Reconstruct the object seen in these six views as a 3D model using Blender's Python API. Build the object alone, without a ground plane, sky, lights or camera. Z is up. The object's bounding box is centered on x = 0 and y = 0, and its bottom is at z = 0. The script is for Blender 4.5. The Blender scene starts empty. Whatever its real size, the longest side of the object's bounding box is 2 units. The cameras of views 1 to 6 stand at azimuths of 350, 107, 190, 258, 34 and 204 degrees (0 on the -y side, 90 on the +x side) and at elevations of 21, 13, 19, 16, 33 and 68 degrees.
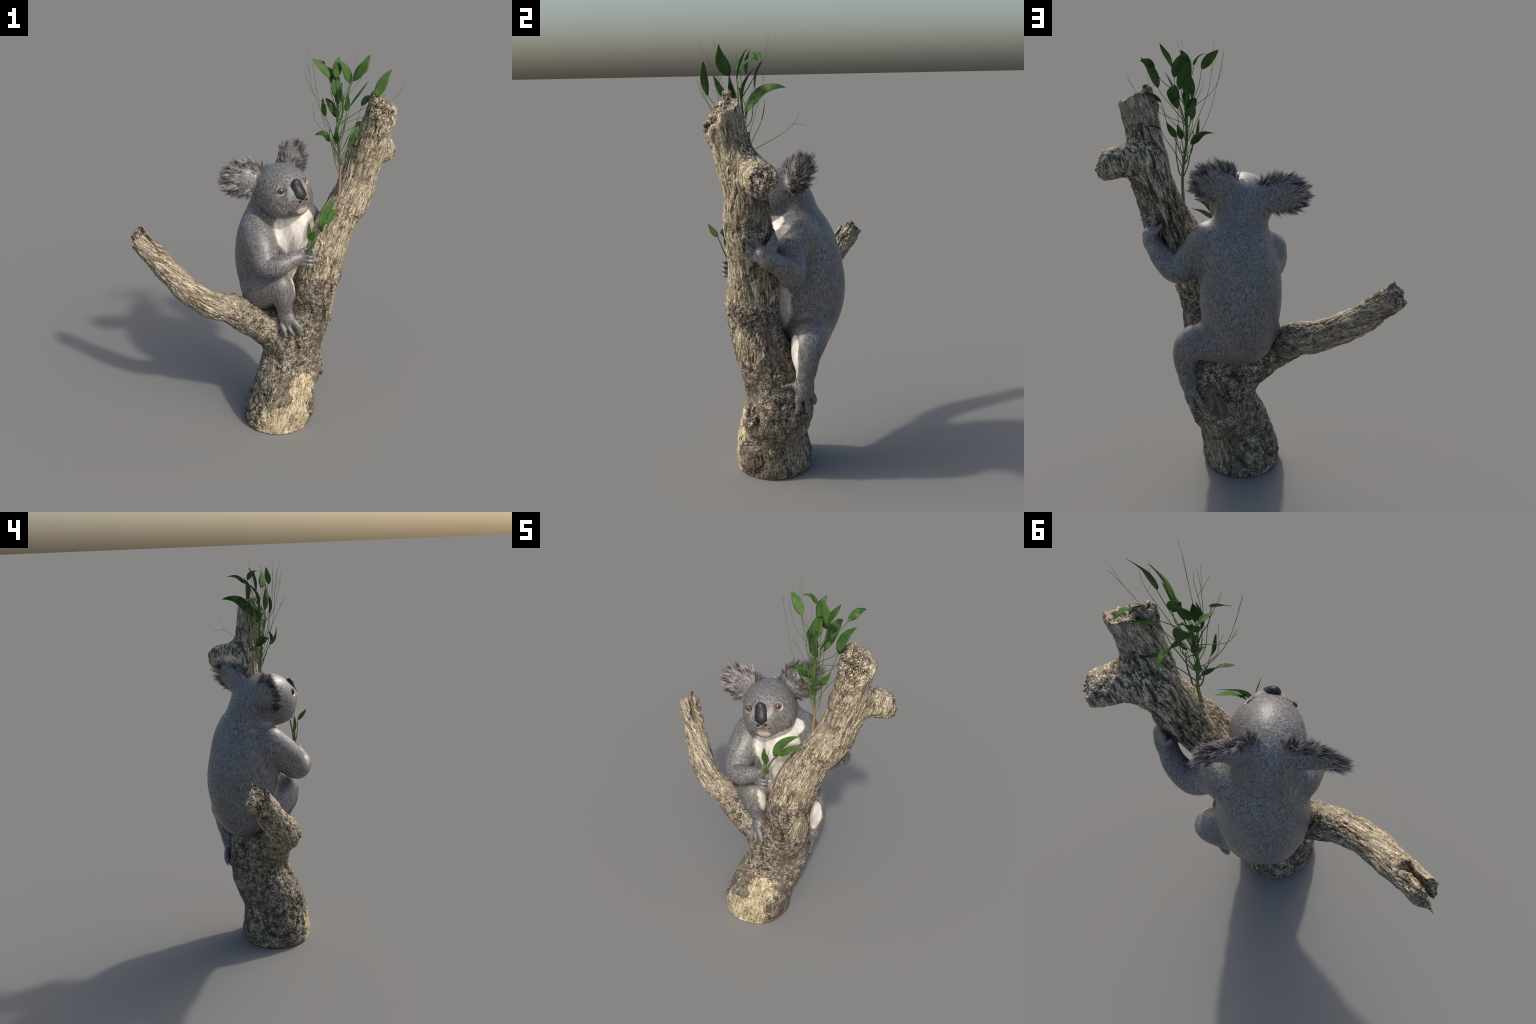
"""A koala clinging to a forked, weathered eucalyptus stump that sprouts a leafy sapling."""
import bpy, math, random
import numpy as np
from mathutils import Vector

rng = np.random.default_rng(7)
random.seed(7)
SCENE = bpy.context.scene.collection


# ------------------------------------------------------------------ solids
def spline(nodes, k=6):
    """Catmull-Rom through (x, y, z, radius) nodes."""
    P = np.asarray(nodes, float)
    Q = np.vstack([2 * P[0] - P[1], P, 2 * P[-1] - P[-2]])
    out = []
    for i in range(len(P) - 1):
        a, b, c, d = Q[i:i + 4]
        for t in np.arange(k) / k:
            out.append(.5 * (2 * b + (c - a) * t + (2 * a - 5 * b + 4 * c - d) * t * t + (3 * b - a - 3 * c + d) * t ** 3))
    out.append(P[-1])
    return np.array(out)


class Tube:
    """Swept sphere of varying radius."""
    def __init__(self, nodes, k=6):
        self.S = spline(nodes, k) if len(nodes) > 1 else np.array(nodes * 2, float)

    def bounds(self):
        r = self.S[:, 3:4]
        return (self.S[:, :3] - r).min(0), (self.S[:, :3] + r).max(0)

    def pieces(self):
        for a, b in zip(self.S[:-1], self.S[1:]):
            yield (np.minimum(a[:3] - a[3], b[:3] - b[3]), np.maximum(a[:3] + a[3], b[:3] + b[3]),
                   lambda p, a=a, b=b: self.seg(p, a, b))

    @staticmethod
    def seg(p, a, b):
        ab = b[:3] - a[:3]
        t = np.clip(((p - a[:3]) @ ab) / max(ab @ ab, 1e-9), 0, 1)
        q = p - a[:3] - t[..., None] * ab
        return np.sqrt((q * q).sum(-1)) - (a[3] + t * (b[3] - a[3]))

    def dist(self, p):
        d = np.full(p.shape[:-1], 9.)
        for a, b in zip(self.S[:-1], self.S[1:]):
            d = np.minimum(d, self.seg(p, a, b))
        return d


class Blob:
    """Ellipsoid with its own axes (rows of M)."""
    def __init__(self, centre, radii, M=np.eye(3)):
        self.c, self.r, self.M = np.array(centre, float), np.array(radii, float), np.asarray(M, float)

    def bounds(self):
        e = np.sqrt(((self.M * self.r[:, None]) ** 2).sum(0))
        return self.c - e, self.c + e

    def pieces(self):
        lo, hi = self.bounds()
        yield lo, hi, self.dist

    def dist(self, p):
        q = ((p - self.c) @ self.M.T) / self.r
        k0 = np.sqrt((q * q).sum(-1)) + 1e-9
        k1 = np.sqrt(((q / self.r) ** 2).sum(-1)) + 1e-9
        return k0 * (k0 - 1) / k1


def smin(a, b, k):
    h = np.maximum(k - np.abs(a - b), 0) / k
    return np.minimum(a, b) - h * h * k * .25


class Grid:
    def __init__(self, lo, hi, h):
        self.lo, self.h = np.array(lo, float), h
        self.n = np.ceil((np.array(hi) - self.lo) / h).astype(int) + 1
        self.F = np.full(self.n, .2, np.float32)

    def window(self, lo, hi):
        i0 = np.clip(np.floor((lo - self.lo) / self.h).astype(int), 0, self.n)
        i1 = np.clip(np.ceil((hi - self.lo) / self.h).astype(int) + 1, 0, self.n)
        sl = tuple(slice(a, b) for a, b in zip(i0, i1))
        ax = [self.lo[j] + self.h * np.arange(i0[j], i1[j]) for j in range(3)]
        return sl, np.stack(np.meshgrid(*ax, indexing="ij"), -1)

    def add(self, prim, k):
        """Smooth union of one primitive with what is there."""
        pad = k + 4 * self.h
        lo, hi = prim.bounds()
        sl, _ = self.window(lo - pad, hi + pad)
        start = np.array([s.start for s in sl])
        D = np.full([s.stop - s.start for s in sl], .2, np.float32)
        for lo, hi, f in prim.pieces():
            s2, p = self.window(lo - pad, hi + pad)
            v = tuple(slice(s.start - o, s.stop - o) for s, o in zip(s2, start))
            D[v] = np.minimum(D[v], f(p))
        self.F[sl] = smin(self.F[sl], D, k) if k > 0 else np.minimum(self.F[sl], D)

    def carve(self, lo, hi, f, k=.01):
        sl, p = self.window(np.array(lo), np.array(hi))
        self.F[sl] = -smin(-self.F[sl], -f(p), k)

    def surface(self):
        """Surface nets: one vertex per cell that the zero level crosses."""
        F, h = self.F, self.h
        S = F < 0
        n = np.array(F.shape) - 1
        cnt = np.zeros(n, np.int8)
        for dx in (0, 1):
            for dy in (0, 1):
                for dz in (0, 1):
                    cnt += S[dx:dx + n[0], dy:dy + n[1], dz:dz + n[2]]
        cells = np.argwhere((cnt > 0) & (cnt < 8))
        index = np.full(n, -1, np.int32)
        index[tuple(cells.T)] = np.arange(len(cells))
        acc, num = np.zeros((len(cells), 3)), np.zeros(len(cells))
        corners = [(a, b, c) for a in (0, 1) for b in (0, 1) for c in (0, 1)]
        for c0 in corners:
            for ax in range(3):
                if c0[ax]:
                    continue
                c1 = list(c0)
                c1[ax] = 1
                f0 = F[tuple((cells + c0).T)]
                f1 = F[tuple((cells + c1).T)]
                m = (f0 < 0) != (f1 < 0)
                t = np.where(m, f0 / np.where(m, f0 - f1, 1), 0)
                p = np.tile(np.array(c0, float), (len(cells), 1))
                p[:, ax] += t
                acc += p * m[:, None]
                num += m
        V = self.lo + h * (cells + acc / num[:, None])
        quads = []
        for ax in range(3):
            a, b = (ax + 1) % 3, (ax + 2) % 3
            sl0 = [slice(1, -1)] * 3
            sl0[ax] = slice(0, -1)
            sl1 = list(sl0)
            sl1[ax] = slice(1, None)
            s0, s1 = S[tuple(sl0)], S[tuple(sl1)]
            for flip in (False, True):
                e = np.argwhere((s0 & ~s1) if not flip else (~s0 & s1))
                off = np.ones(3, int)
                off[ax] = 0
                e = e + off
                ua, ub = np.eye(3, dtype=int)[a], np.eye(3, dtype=int)[b]
                q = np.stack([index[tuple((e - da * ua - db * ub).T)] for da, db in ((1, 1), (0, 1), (0, 0), (1, 0))], 1)
                quads.append(q[:, ::-1] if flip else q)
        Q = np.vstack(quads)
        return V, Q[(Q >= 0).all(1)]


def relax(V, Q, times, w=.5):
    e = np.vstack([Q[:, [0, 1]], Q[:, [1, 2]], Q[:, [2, 3]], Q[:, [3, 0]]])
    deg = np.bincount(e.ravel(), minlength=len(V))[:, None]
    for it in range(times):
        s = np.zeros_like(V)
        for j in range(3):
            s[:, j] = np.bincount(e[:, 0], V[e[:, 1], j], len(V)) + np.bincount(e[:, 1], V[e[:, 0], j], len(V))
        V = V + (w if it % 2 == 0 else -w * .9) * (s / deg - V)
    return V


# ------------------------------------------------------------------ scene helpers
def link(o, parent=None):
    SCENE.objects.link(o)
    if parent:
        o.parent = parent
    return o


def empty(name, at, label, category):
    o = bpy.data.objects.new(name, None)
    o.empty_display_size = .05
    o.location = at
    o["label"], o["category"] = label, category
    return link(o)


def mesh_object(name, V, F, mats=(), parent=None, smooth=True):
    me = bpy.data.meshes.new(name)
    V = np.asarray(V, np.float32)
    if isinstance(F, np.ndarray):
        k = F.shape[1]
        me.vertices.add(len(V))
        me.vertices.foreach_set("co", V.ravel())
        me.loops.add(F.size)
        me.loops.foreach_set("vertex_index", F.astype(np.int32).ravel())
        me.polygons.add(len(F))
        me.polygons.foreach_set("loop_start", np.arange(0, F.size, k, dtype=np.int32))
        me.update(calc_edges=True)
    else:
        me.from_pydata(V.tolist(), [], F)
    if smooth:
        me.polygons.foreach_set("use_smooth", np.ones(len(me.polygons), bool))
    for m in mats:
        me.materials.append(m)
    o = bpy.data.objects.new(name, me)
    link(o)
    if parent:
        o.parent = parent
        o.matrix_parent_inverse = parent.matrix_world.inverted()
        if parent.type == "EMPTY" or parent.location.length > 0:
            from mathutils import Matrix
            o.matrix_parent_inverse = Matrix.Translation(-world_at(parent))
    return o


def world_at(o):
    p = Vector(o.location)
    return p if not o.parent else p


def split(V, Q, part_of_face, names, mat, parent):
    """Cut one smooth surface into named parts whose border vertices and normals coincide."""
    n = np.zeros_like(V)
    fn = np.cross(V[Q[:, 2]] - V[Q[:, 0]], V[Q[:, 3]] - V[Q[:, 1]])
    for c in range(4):
        for j in range(3):
            n[:, j] += np.bincount(Q[:, c], fn[:, j], len(V))
    n /= np.linalg.norm(n, axis=1, keepdims=True) + 1e-12
    made = {}
    for i, name in enumerate(names):
        f = Q[part_of_face == i]
        if not len(f):
            continue
        used, inv = np.unique(f, return_inverse=True)
        o = mesh_object(name, V[used], inv.reshape(-1, 4).astype(np.int32), [mat], parent)
        o.data.normals_split_custom_set_from_vertices(n[used].tolist())
        made[i] = o
    return made


# ------------------------------------------------------------------ node helper (works in shader and geometry trees)
class N:
    def __init__(self, tree):
        self.t = tree

    def node(self, kind, **props):
        n = self.t.nodes.new(kind)
        for k, v in props.items():
            setattr(n, k, v)
        return n

    def put(self, sock, v):
        if hasattr(v, "is_output"):
            self.t.links.new(v, sock)
        else:
            sock.default_value = v

    def math(self, op, a, b=0., c=0., clamp=False):
        n = self.node("ShaderNodeMath", operation=op, use_clamp=clamp)
        for s, v in zip(n.inputs, (a, b, c)):
            self.put(s, v)
        return n.outputs[0]

    def vmath(self, op, a, b=(0, 0, 0)):
        n = self.node("ShaderNodeVectorMath", operation=op)
        self.put(n.inputs[0], a)
        self.put(n.inputs[1], b)
        return n.outputs["Value"] if op in ("DOT_PRODUCT", "LENGTH", "DISTANCE") else n.outputs["Vector"]

    def noise(self, vec, scale, detail=2., rough=.5, distort=0.):
        n = self.node("ShaderNodeTexNoise")
        self.put(n.inputs["Vector"], vec)
        n.inputs["Scale"].default_value, n.inputs["Detail"].default_value = scale, detail
        n.inputs["Roughness"].default_value, n.inputs["Distortion"].default_value = rough, distort
        return n.outputs[0]

    def voronoi(self, vec, scale, feature="F1", rand=1.):
        n = self.node("ShaderNodeTexVoronoi", feature=feature)
        self.put(n.inputs["Vector"], vec)
        n.inputs["Scale"].default_value, n.inputs["Randomness"].default_value = scale, rand
        return n.outputs["Distance"]

    def ramp(self, x, a, b, lo=0., hi=1., smooth=True):
        n = self.node("ShaderNodeMapRange", interpolation_type="SMOOTHSTEP" if smooth else "LINEAR")
        n.clamp = True
        for s, v in zip(n.inputs, (x, a, b, lo, hi)):
            self.put(s, v)
        return n.outputs[0]

    def lerp(self, f, a, b):
        return self.math("ADD", self.math("MULTIPLY", self.math("SUBTRACT", b, a), f), a)

    def mix(self, f, a, b):
        n = self.node("ShaderNodeMix", data_type="RGBA")
        self.put(n.inputs[0], f)
        for s, v in ((n.inputs[6], a), (n.inputs[7], b)):
            self.put(s, (*v, 1) if isinstance(v, tuple) and len(v) == 3 else v)
        return n.outputs[2]

    def rotate(self, v, axis, angle):
        n = self.node("ShaderNodeVectorRotate", rotation_type="AXIS_ANGLE")
        self.put(n.inputs["Vector"], v)
        n.inputs["Axis"].default_value, n.inputs["Angle"].default_value = axis, angle
        return n.outputs[0]

    def blob(self, p, centre, radii, wob, amount):
        """1 inside an ellipsoid whose border wanders with a noise value, 0 outside."""
        d = self.vmath("DIVIDE", self.vmath("SUBTRACT", p, centre), radii)
        d = self.math("ADD", self.vmath("LENGTH", d), self.math("MULTIPLY", self.math("SUBTRACT", wob, .5), amount))
        return d


def srgb(r, g, b):
    f = lambda c: c / 12.92 if c <= .04045 else ((c + .055) / 1.055) ** 2.4
    return (f(r / 255), f(g / 255), f(b / 255))


def material(name):
    m = bpy.data.materials.new(name)
    m.use_nodes = True
    t = N(m.node_tree)
    b = m.node_tree.nodes["Principled BSDF"]
    pos = t.node("ShaderNodeTexCoord").outputs["Object"]
    return m, t, b, pos


def bump(t, b, height, strength, dist):
    n = t.node("ShaderNodeBump")
    n.inputs["Strength"].default_value, n.inputs["Distance"].default_value = strength, dist
    t.put(n.inputs["Height"], height)
    t.put(b.inputs["Normal"], n.outputs[0])


# ------------------------------------------------------------------ the tree: bark fields shared by relief and colour
def bark_fields(t, p):
    """Grain, bark cover and cracks as functions of position."""
    sep = t.node("ShaderNodeSeparateXYZ")
    t.put(sep.inputs[0], p)
    x, y, z = sep.outputs
    wob = t.noise(p, 9, 3, .6)
    wob2 = t.noise(p, 30, 3, .6)
    # the two directions that the grain runs in
    gt = t.vmath("MULTIPLY", t.rotate(p, (0, 1, 0), math.radians(-17)), (1, 1, .13))
    gb = t.vmath("MULTIPLY", t.rotate(t.rotate(p, (0, 0, 1), math.radians(20)), (0, 1, 0), math.radians(-30)), (.13, 1, 1))
    side = t.ramp(t.math("ADD", t.math("SUBTRACT", x, t.math("MULTIPLY", z, -.15)), t.math("MULTIPLY", wob, .1)), .10, -.02)
    g = t.node("ShaderNodeMix", data_type="VECTOR")
    t.put(g.inputs[0], side)
    t.put(g.inputs[4], gt)
    t.put(g.inputs[5], gb)
    grain = g.outputs[1]
    lines = t.noise(grain, 78, 3, .62)
    fine = t.noise(grain, 190, 3, .7)
    speck = t.noise(p, 150, 3, .7)
    clump = t.noise(p, 26, 3, .62)
    # bark covers the bole below a ragged collar, except a bare patch at the foot
    along = t.math("ADD", t.math("MULTIPLY", z, .95), t.math("MULTIPLY", x, -.12))
    edge = t.math("ADD", along, t.math("MULTIPLY", t.math("SUBTRACT", wob2, .5), .10))
    collar = t.ramp(edge, .805, .790)
    foot = t.math("MINIMUM", t.blob(p, (.165, -.16, .22), (.065, .12, .10), wob2, 1.1), t.blob(p, (.07, -.22, .05), (.13, .14, .12), wob2, 1.1))
    foot = t.ramp(t.math("ADD", foot, t.math("MULTIPLY", t.math("SUBTRACT", wob, .5), .9)), 1.2, .9)
    foot = t.ramp(t.math("ADD", foot, t.math("MULTIPLY", t.math("SUBTRACT", fine, .5), 1.4)), .2, .7)
    foot2 = t.ramp(t.blob(p, (.16, .11, .16), (.11, .10, .15), wob2, 1.4), 1.15, .85)
    panel = t.ramp(t.blob(p, (.36, -.09, .69), (.07, .10, .10), wob2, .8), 1.1, .92)
    pale = t.ramp(t.noise(t.vmath("MULTIPLY", p, (1, 1, .6)), 6.5, 3, .6), .50, .64)
    bare = t.math("MAXIMUM", t.math("MAXIMUM", foot, panel), t.math("MAXIMUM", t.math("MULTIPLY", foot2, .8), t.math("MULTIPLY", pale, .65)))
    arm = t.ramp(t.math("ADD", t.math("MULTIPLY", x, -1), t.math("MULTIPLY", t.math("ADD", t.math("SUBTRACT", wob, .5), t.math("SUBTRACT", wob2, .5)), .55)), .10, .34)
    bark = t.math("MULTIPLY", t.math("MULTIPLY", collar, t.math("SUBTRACT", 1, bare)), t.math("SUBTRACT", 1, arm))
    old = t.math("MULTIPLY", t.ramp(t.blob(p, (.52, .07, 1.2), (.09, .10, .2), wob2, 1.2), 1.1, .8), .75)
    bark = t.math("MAXIMUM", bark, old)
    cv = t.vmath("MULTIPLY", grain, (1, 1, 2.2))
    cn = t.noise(cv, 17, 3, .62, .3)
    crack = t.math("MULTIPLY", t.ramp(t.math("ABSOLUTE", t.math("SUBTRACT", cn, .5)), .022, .004), t.ramp(wob, .46, .58))
    # a knot with a dark ring at the foot, an arched scar on the far side, single splits in the fork
    knot = t.blob(p, (.24, -.11, .10), (.072, .062, .085), wob2, 1.3)
    ring = t.math("MULTIPLY", t.ramp(t.math("ABSOLUTE", t.math("SUBTRACT", knot, .95)), .14, .03), t.ramp(wob, .36, .56))
    scar = t.blob(p, (-.09, -.04, .17), (.09, .10, .11), wob2, .35)
    scar = t.math("MULTIPLY", t.ramp(t.math("ABSOLUTE", t.math("SUBTRACT", scar, 1.)), .11, .03), t.ramp(z, .19, .13))
    seg = None
    for c, rad, ang in (((.137, -.16, .475), (.010, .05, .062), .38), ((.047, -.14, .40), (.010, .05, .050), .25), ((.165, -.15, .365), (.075, .05, .010), .35), ((.27, -.16, .66), (.011, .06, .10), .12), ((.30, -.17, .79), (.010, .06, .05), .1)):
        q = t.rotate(t.vmath("SUBTRACT", p, c), (0, 1, 0), ang)
        q = t.vmath("ADD", q, t.vmath("MULTIPLY", (1, 0, 1), t.math("MULTIPLY", t.math("SUBTRACT", wob2, .5), .045)))
        dd = t.vmath("LENGTH", t.vmath("DIVIDE", q, rad))
        seg = dd if seg is None else t.math("MINIMUM", seg, dd)
    crack = t.math("MAXIMUM", t.math("MAXIMUM", crack, t.ramp(seg, 1., .4)), t.math("MAXIMUM", ring, t.math("MULTIPLY", scar, .8)))
    ends = t.math("MINIMUM", t.blob(p, (.555, -.12, 1.70), (.085, .085, .085), wob2, .6), t.math("MINIMUM", t.blob(p, (-.67, .20, 1.06), (.07, .07, .085), wob2, .6), t.blob(p, (.685, .115, 1.475), (.05, .07, .08), wob2, .7)))
    ends = t.ramp(ends, 1.1, .85)
    return dict(ends=ends, grain=grain, crack=crack, x=x, y=y, z=z, wob=wob, wob2=wob2, lines=lines, fine=fine, speck=speck, clump=clump, bark=bark, bare=bare, side=side, collar=collar, foot=foot, panel=panel)


def bark_relief():
    g = bpy.data.node_groups.new("bark_relief", "GeometryNodeTree")
    g.interface.new_socket("Geometry", in_out="INPUT", socket_type="NodeSocketGeometry")
    g.interface.new_socket("Geometry", in_out="OUTPUT", socket_type="NodeSocketGeometry")
    t = N(g)
    i, o = t.node("NodeGroupInput"), t.node("NodeGroupOutput")
    p = t.node("GeometryNodeInputPosition").outputs[0]
    f = bark_fields(t, p)
    m = t.math
    low = m("MULTIPLY", m("SUBTRACT", t.noise(p, 7, 2, .5), .5), .030)
    plate = m("SUBTRACT", m("MULTIPLY", f["bark"], .006), .001)
    lumps = m("MULTIPLY", m("MULTIPLY", m("SUBTRACT", f["clump"], .5), f["bark"]), .016)
    grit = m("MULTIPLY", m("SUBTRACT", f["speck"], .5), .007)
    groove = m("MULTIPLY", m("SUBTRACT", f["lines"], .5), m("SUBTRACT", .018, m("MULTIPLY", f["bark"], .012)))
    h = m("ADD", m("ADD", low, plate), m("ADD", m("ADD", lumps, grit), groove))
    h = m("SUBTRACT", h, m("MULTIPLY", f["crack"], .009))
    h = m("MULTIPLY", h, t.ramp(f["z"], .0, .03, .25, 1.))
    nrm = t.node("GeometryNodeInputNormal").outputs[0]
    sc = t.node("ShaderNodeVectorMath", operation="SCALE")
    t.put(sc.inputs[0], nrm)
    t.put(sc.inputs["Scale"], h)
    sp = t.node("GeometryNodeSetPosition")
    g.links.new(i.outputs[0], sp.inputs["Geometry"])
    t.put(sp.inputs["Offset"], sc.outputs[0])
    g.links.new(sp.outputs[0], o.inputs[0])
    return g


def bark_material():
    m, t, b, p = material("weathered_bark")
    f = bark_fields(t, p)
    M = t.math
    def three(x, dark, mid, light, lo, hi):
        return t.mix(t.ramp(x, hi, hi + .06), t.mix(t.ramp(x, lo - .05, lo), dark, mid), light)
    # pale wood: fine grain lines, dark in the grooves
    tone = t.noise(p, 6, 3, .6)
    x = M("ADD", M("MULTIPLY", f["fine"], .8), M("MULTIPLY", t.noise(p, 170, 2, .6), .35))
    x = M("ADD", M("SUBTRACT", x, .075), M("MULTIPLY", M("SUBTRACT", t.noise(f["grain"], 46, 2, .6), .5), .38))
    wood = three(x, srgb(84, 75, 63), srgb(162, 149, 126), srgb(218, 206, 180), .455, .525)
    wood = t.mix(t.ramp(tone, .38, .62, .25, 0.), wood, srgb(112, 100, 82))
    # shaded +y side of the limb: its grooves painted darker still
    old = M("MULTIPLY", t.ramp(t.blob(p, (.46, .08, 1.25), (.22, .13, .55), f["wob2"], .8), 1.15, .7), .85)
    wood = t.mix(M("MULTIPLY", t.ramp(f["lines"], .52, .42), M("ADD", .45, M("MULTIPLY", old, .55))), wood, srgb(50, 43, 36))
    wood = t.mix(M("MULTIPLY", t.ramp(f["clump"], .57, .68), .4), wood, srgb(76, 67, 55))
    foot = three(x, srgb(112, 99, 79), srgb(172, 158, 128), srgb(212, 200, 170), .47, .53)
    wood = t.mix(t.ramp(f["foot"], .3, .8), wood, foot)
    # dark speckled bark
    y = t.noise(t.vmath("ADD", p, (3.1, 1.7, 4.4)), 165, 3, .75)
    y = M("ADD", y, M("MULTIPLY", M("SUBTRACT", t.noise(p, 44, 3, .65), .5), .55))
    bk = three(y, srgb(48, 43, 38), srgb(120, 110, 95), srgb(202, 191, 170), .465, .525)
    bk = t.mix(t.ramp(tone, .38, .62, .4, 0.), bk, srgb(78, 70, 60))
    bk = t.mix(M("MULTIPLY", t.ramp(f["clump"], .46, .36), .65), bk, srgb(48, 42, 36))
    bk = t.mix(M("MULTIPLY", t.ramp(t.noise(p, 13, 2, .5), .56, .68), .3), bk, srgb(144, 124, 108))
    soft = M("ADD", f["bark"], M("MULTIPLY", M("SUBTRACT", y, .5), 1.2))
    col = t.mix(t.ramp(soft, .2, .75), wood, bk)
    rim = M("MULTIPLY", t.ramp(f["bark"], .08, .35), t.ramp(f["bark"], .8, .45))
    col = t.mix(M("MULTIPLY", M("MULTIPLY", rim, t.ramp(f["side"], .4, .1)), .6), col, srgb(45, 37, 30))
    rot = three(y, srgb(36, 29, 25), srgb(112, 97, 80), srgb(214, 203, 182), .48, .53)  # broken ends: darker, higher-contrast speckle of dark brown and pale
    col = t.mix(M("MULTIPLY", f["ends"], .9), col, rot)
    col = t.mix(M("MULTIPLY", f["crack"], .8), col, srgb(38, 32, 27))
    lich = M("MULTIPLY", t.ramp(t.noise(p, 8, 3, .6), .56, .66), t.ramp(t.noise(p, 60, 2, .6), .42, .58))
    col = t.mix(M("MULTIPLY", lich, .3), col, srgb(140, 146, 126))
    t.put(b.inputs["Base Color"], col)
    b.inputs["Roughness"].default_value = .85
    b.inputs["Specular IOR Level"].default_value = .25
    h = M("ADD", M("MULTIPLY", f["fine"], 1.), M("MULTIPLY", t.noise(p, 260, 2, .6), .5))
    bump(t, b, h, .55, .006)
    return m


# ------------------------------------------------------------------ the tree
TRUNK = [(.050, -.054, -.05, .174), (.058, -.052, .055, .176), (.094, -.043, .201, .160), (.140, .008, .348, .151), (.160, .002, .490, .152),
         (.221, -.050, .649, .117), (.250, -.080, .8, .108), (.278, -.064, .95, .113), (.344, -.052, 1.101, .099), (.437, -.036, 1.25, .097),
         (.486, -.02, 1.398, .087), (.517, -.056, 1.543, .080), (.557, -.09, 1.687, .083), (.585, -.115, 1.80, .083)]
BRANCH = [(.10, -.01, .46, .09), (.0, -.016, .54, .091), (-.075, -.034, .592, .082), (-.187, -.041, .674, .075), (-.29, -.031, .697, .070),
          (-.384, -.003, .757, .070), (-.472, .06, .832, .066), (-.556, .118, .921, .061), (-.638, .18, 1.014, .060), (-.70, .225, 1.09, .055)]
STUB = [(.505, .0, 1.455, .076), (.57, .04, 1.468, .068), (.625, .083, 1.454, .068), (.65, .098, 1.455, .064)]


def waves(p, f, seed):
    """Cheap broken-edge noise: a few crossed sine waves, about -1 to 1."""
    r = np.random.default_rng(seed)
    s = 0
    for i in range(5):
        d = r.normal(size=3)
        d *= f * (1 + .5 * i) / np.linalg.norm(d)
        s = s + np.sin(p @ d + r.uniform(0, 6.28)) / (1 + .5 * i)
    return s / 2.2


def build_tree():
    tree = empty("eucalyptus_stump", (.06, -.05, 0), "forked weathered grey-brown tree stump with broken limbs", "tree stump")
    g = Grid((-.76, -.30, -.03), (.76, .32, 1.86), .0045)
    trunk, branch, stub = Tube(TRUNK), Tube(BRANCH), Tube(STUB)
    g.add(trunk, 0)
    g.add(branch, .06)
    g.add(stub, .06)
    # swellings: collar rim, base knot, foot flare, bark flap, crotch
    g.add(Blob((.185, -.118, .10), (.055, .05, .085)), .03)
    g.add(Tube([(.262, -.095, .37, .022), (.266, -.10, .32, .02), (.252, -.09, .25, .012)]), .03)
    # hollow flank of the limb below the stub
    flank = Tube([(.468, .100, 1.12, .045), (.500, .102, 1.22, .072), (.538, .106, 1.31, .072), (.58, .112, 1.35, .045)])
    lo, hi = flank.bounds()
    g.carve(lo - .04, hi + .04, lambda p: -flank.dist(p), .05)
    g.add(Tube([(.165, -.135, .285, .02), (.205, -.115, .272, .034), (.238, -.04, .268, .036), (.222, .045, .262, .030), (.20, .09, .28, .016)]), .022)
    g.add(Blob((.295, -.125, .865), (.075, .045, .030)), .03)
    # broken top of the limb
    n = np.array((.45, -.55, .70)); n /= np.linalg.norm(n)
    peak = np.array((.516, -.083, 1.767))
    def broken(p):
        keep = np.clip(1 - np.linalg.norm(p - peak, axis=-1) / .05, 0, 1) * .045
        return p @ n - 1.497 - keep + .016 * waves(p, 60, 3) + .007 * waves(p, 170, 4)
    g.carve((.40, -.28, 1.5), (.76, .1, 1.86), broken, .006)
    hole = Blob((.560, -.130, 1.665), (.034, .030, .050))
    g.carve((.45, -.25, 1.55), (.7, -.02, 1.8), lambda p: -hole.dist(p) + .008 * waves(p, 110, 5), .01)
    # broken end of the side branch, split by a crack
    n2 = np.array((-.62, .42, .66)); n2 /= np.linalg.norm(n2)
    at2 = np.array((-.628, .172, 1.018))
    across = np.cross(n2, (0, 0, 1)); across /= np.linalg.norm(across)
    def end(p):
        q = p - at2
        side = q @ across
        d = q @ n2 + .012 * waves(p, 90, 6) - np.clip(1 - abs(side - .020) / .026, 0, 1) * .066
        crack = .010 - abs(side + .010 + .006 * waves(p, 60, 8)) + np.clip(-(q @ n2) - .06, 0, 1) * .25
        return np.maximum(d, np.where(q @ n2 > -.14, crack, -1))
    g.carve((-.76, .02, .86), (-.48, .32, 1.2), end, .004)
    g.carve((.55, 0, 1.3), (.76, .25, 1.6), lambda p: (p - np.array((.664, .108, 1.478))) @ np.array((.80, .56, .22)) + .012 * waves(p, 80, 9), .02)
    # flat foot
    sl, p = g.window(np.array((-.3, -.30, -.03)), np.array((.4, .32, .03)))
    g.F[sl] = np.maximum(g.F[sl], -p[..., 2])
    V, Q = g.surface()
    V = relax(V, Q, 4)
    tmp = mesh_object("bark_shell", V, Q)
    tmp.modifiers.new("relief", "NODES").node_group = bark_relief()
    ev = tmp.evaluated_get(bpy.context.evaluated_depsgraph_get())
    me = ev.to_mesh()
    W = np.empty(len(me.vertices) * 3, np.float32)
    me.vertices.foreach_get("co", W)
    W = W.reshape(-1, 3).astype(float)
    ev.to_mesh_clear()
    bpy.data.objects.remove(tmp)
    W[:, 2] = np.maximum(W[:, 2], 0)
    bark = bark_material()
    c = W[Q].mean(1)
    d = np.stack([trunk.dist(c) + .0, branch.dist(c) + .02, stub.dist(c) + .015], 1)
    split(W, Q, d.argmin(1), ["trunk", "branch", "branch_stub"], bark, tree)
    bark_flakes(tree, bark)
    return tree


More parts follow.
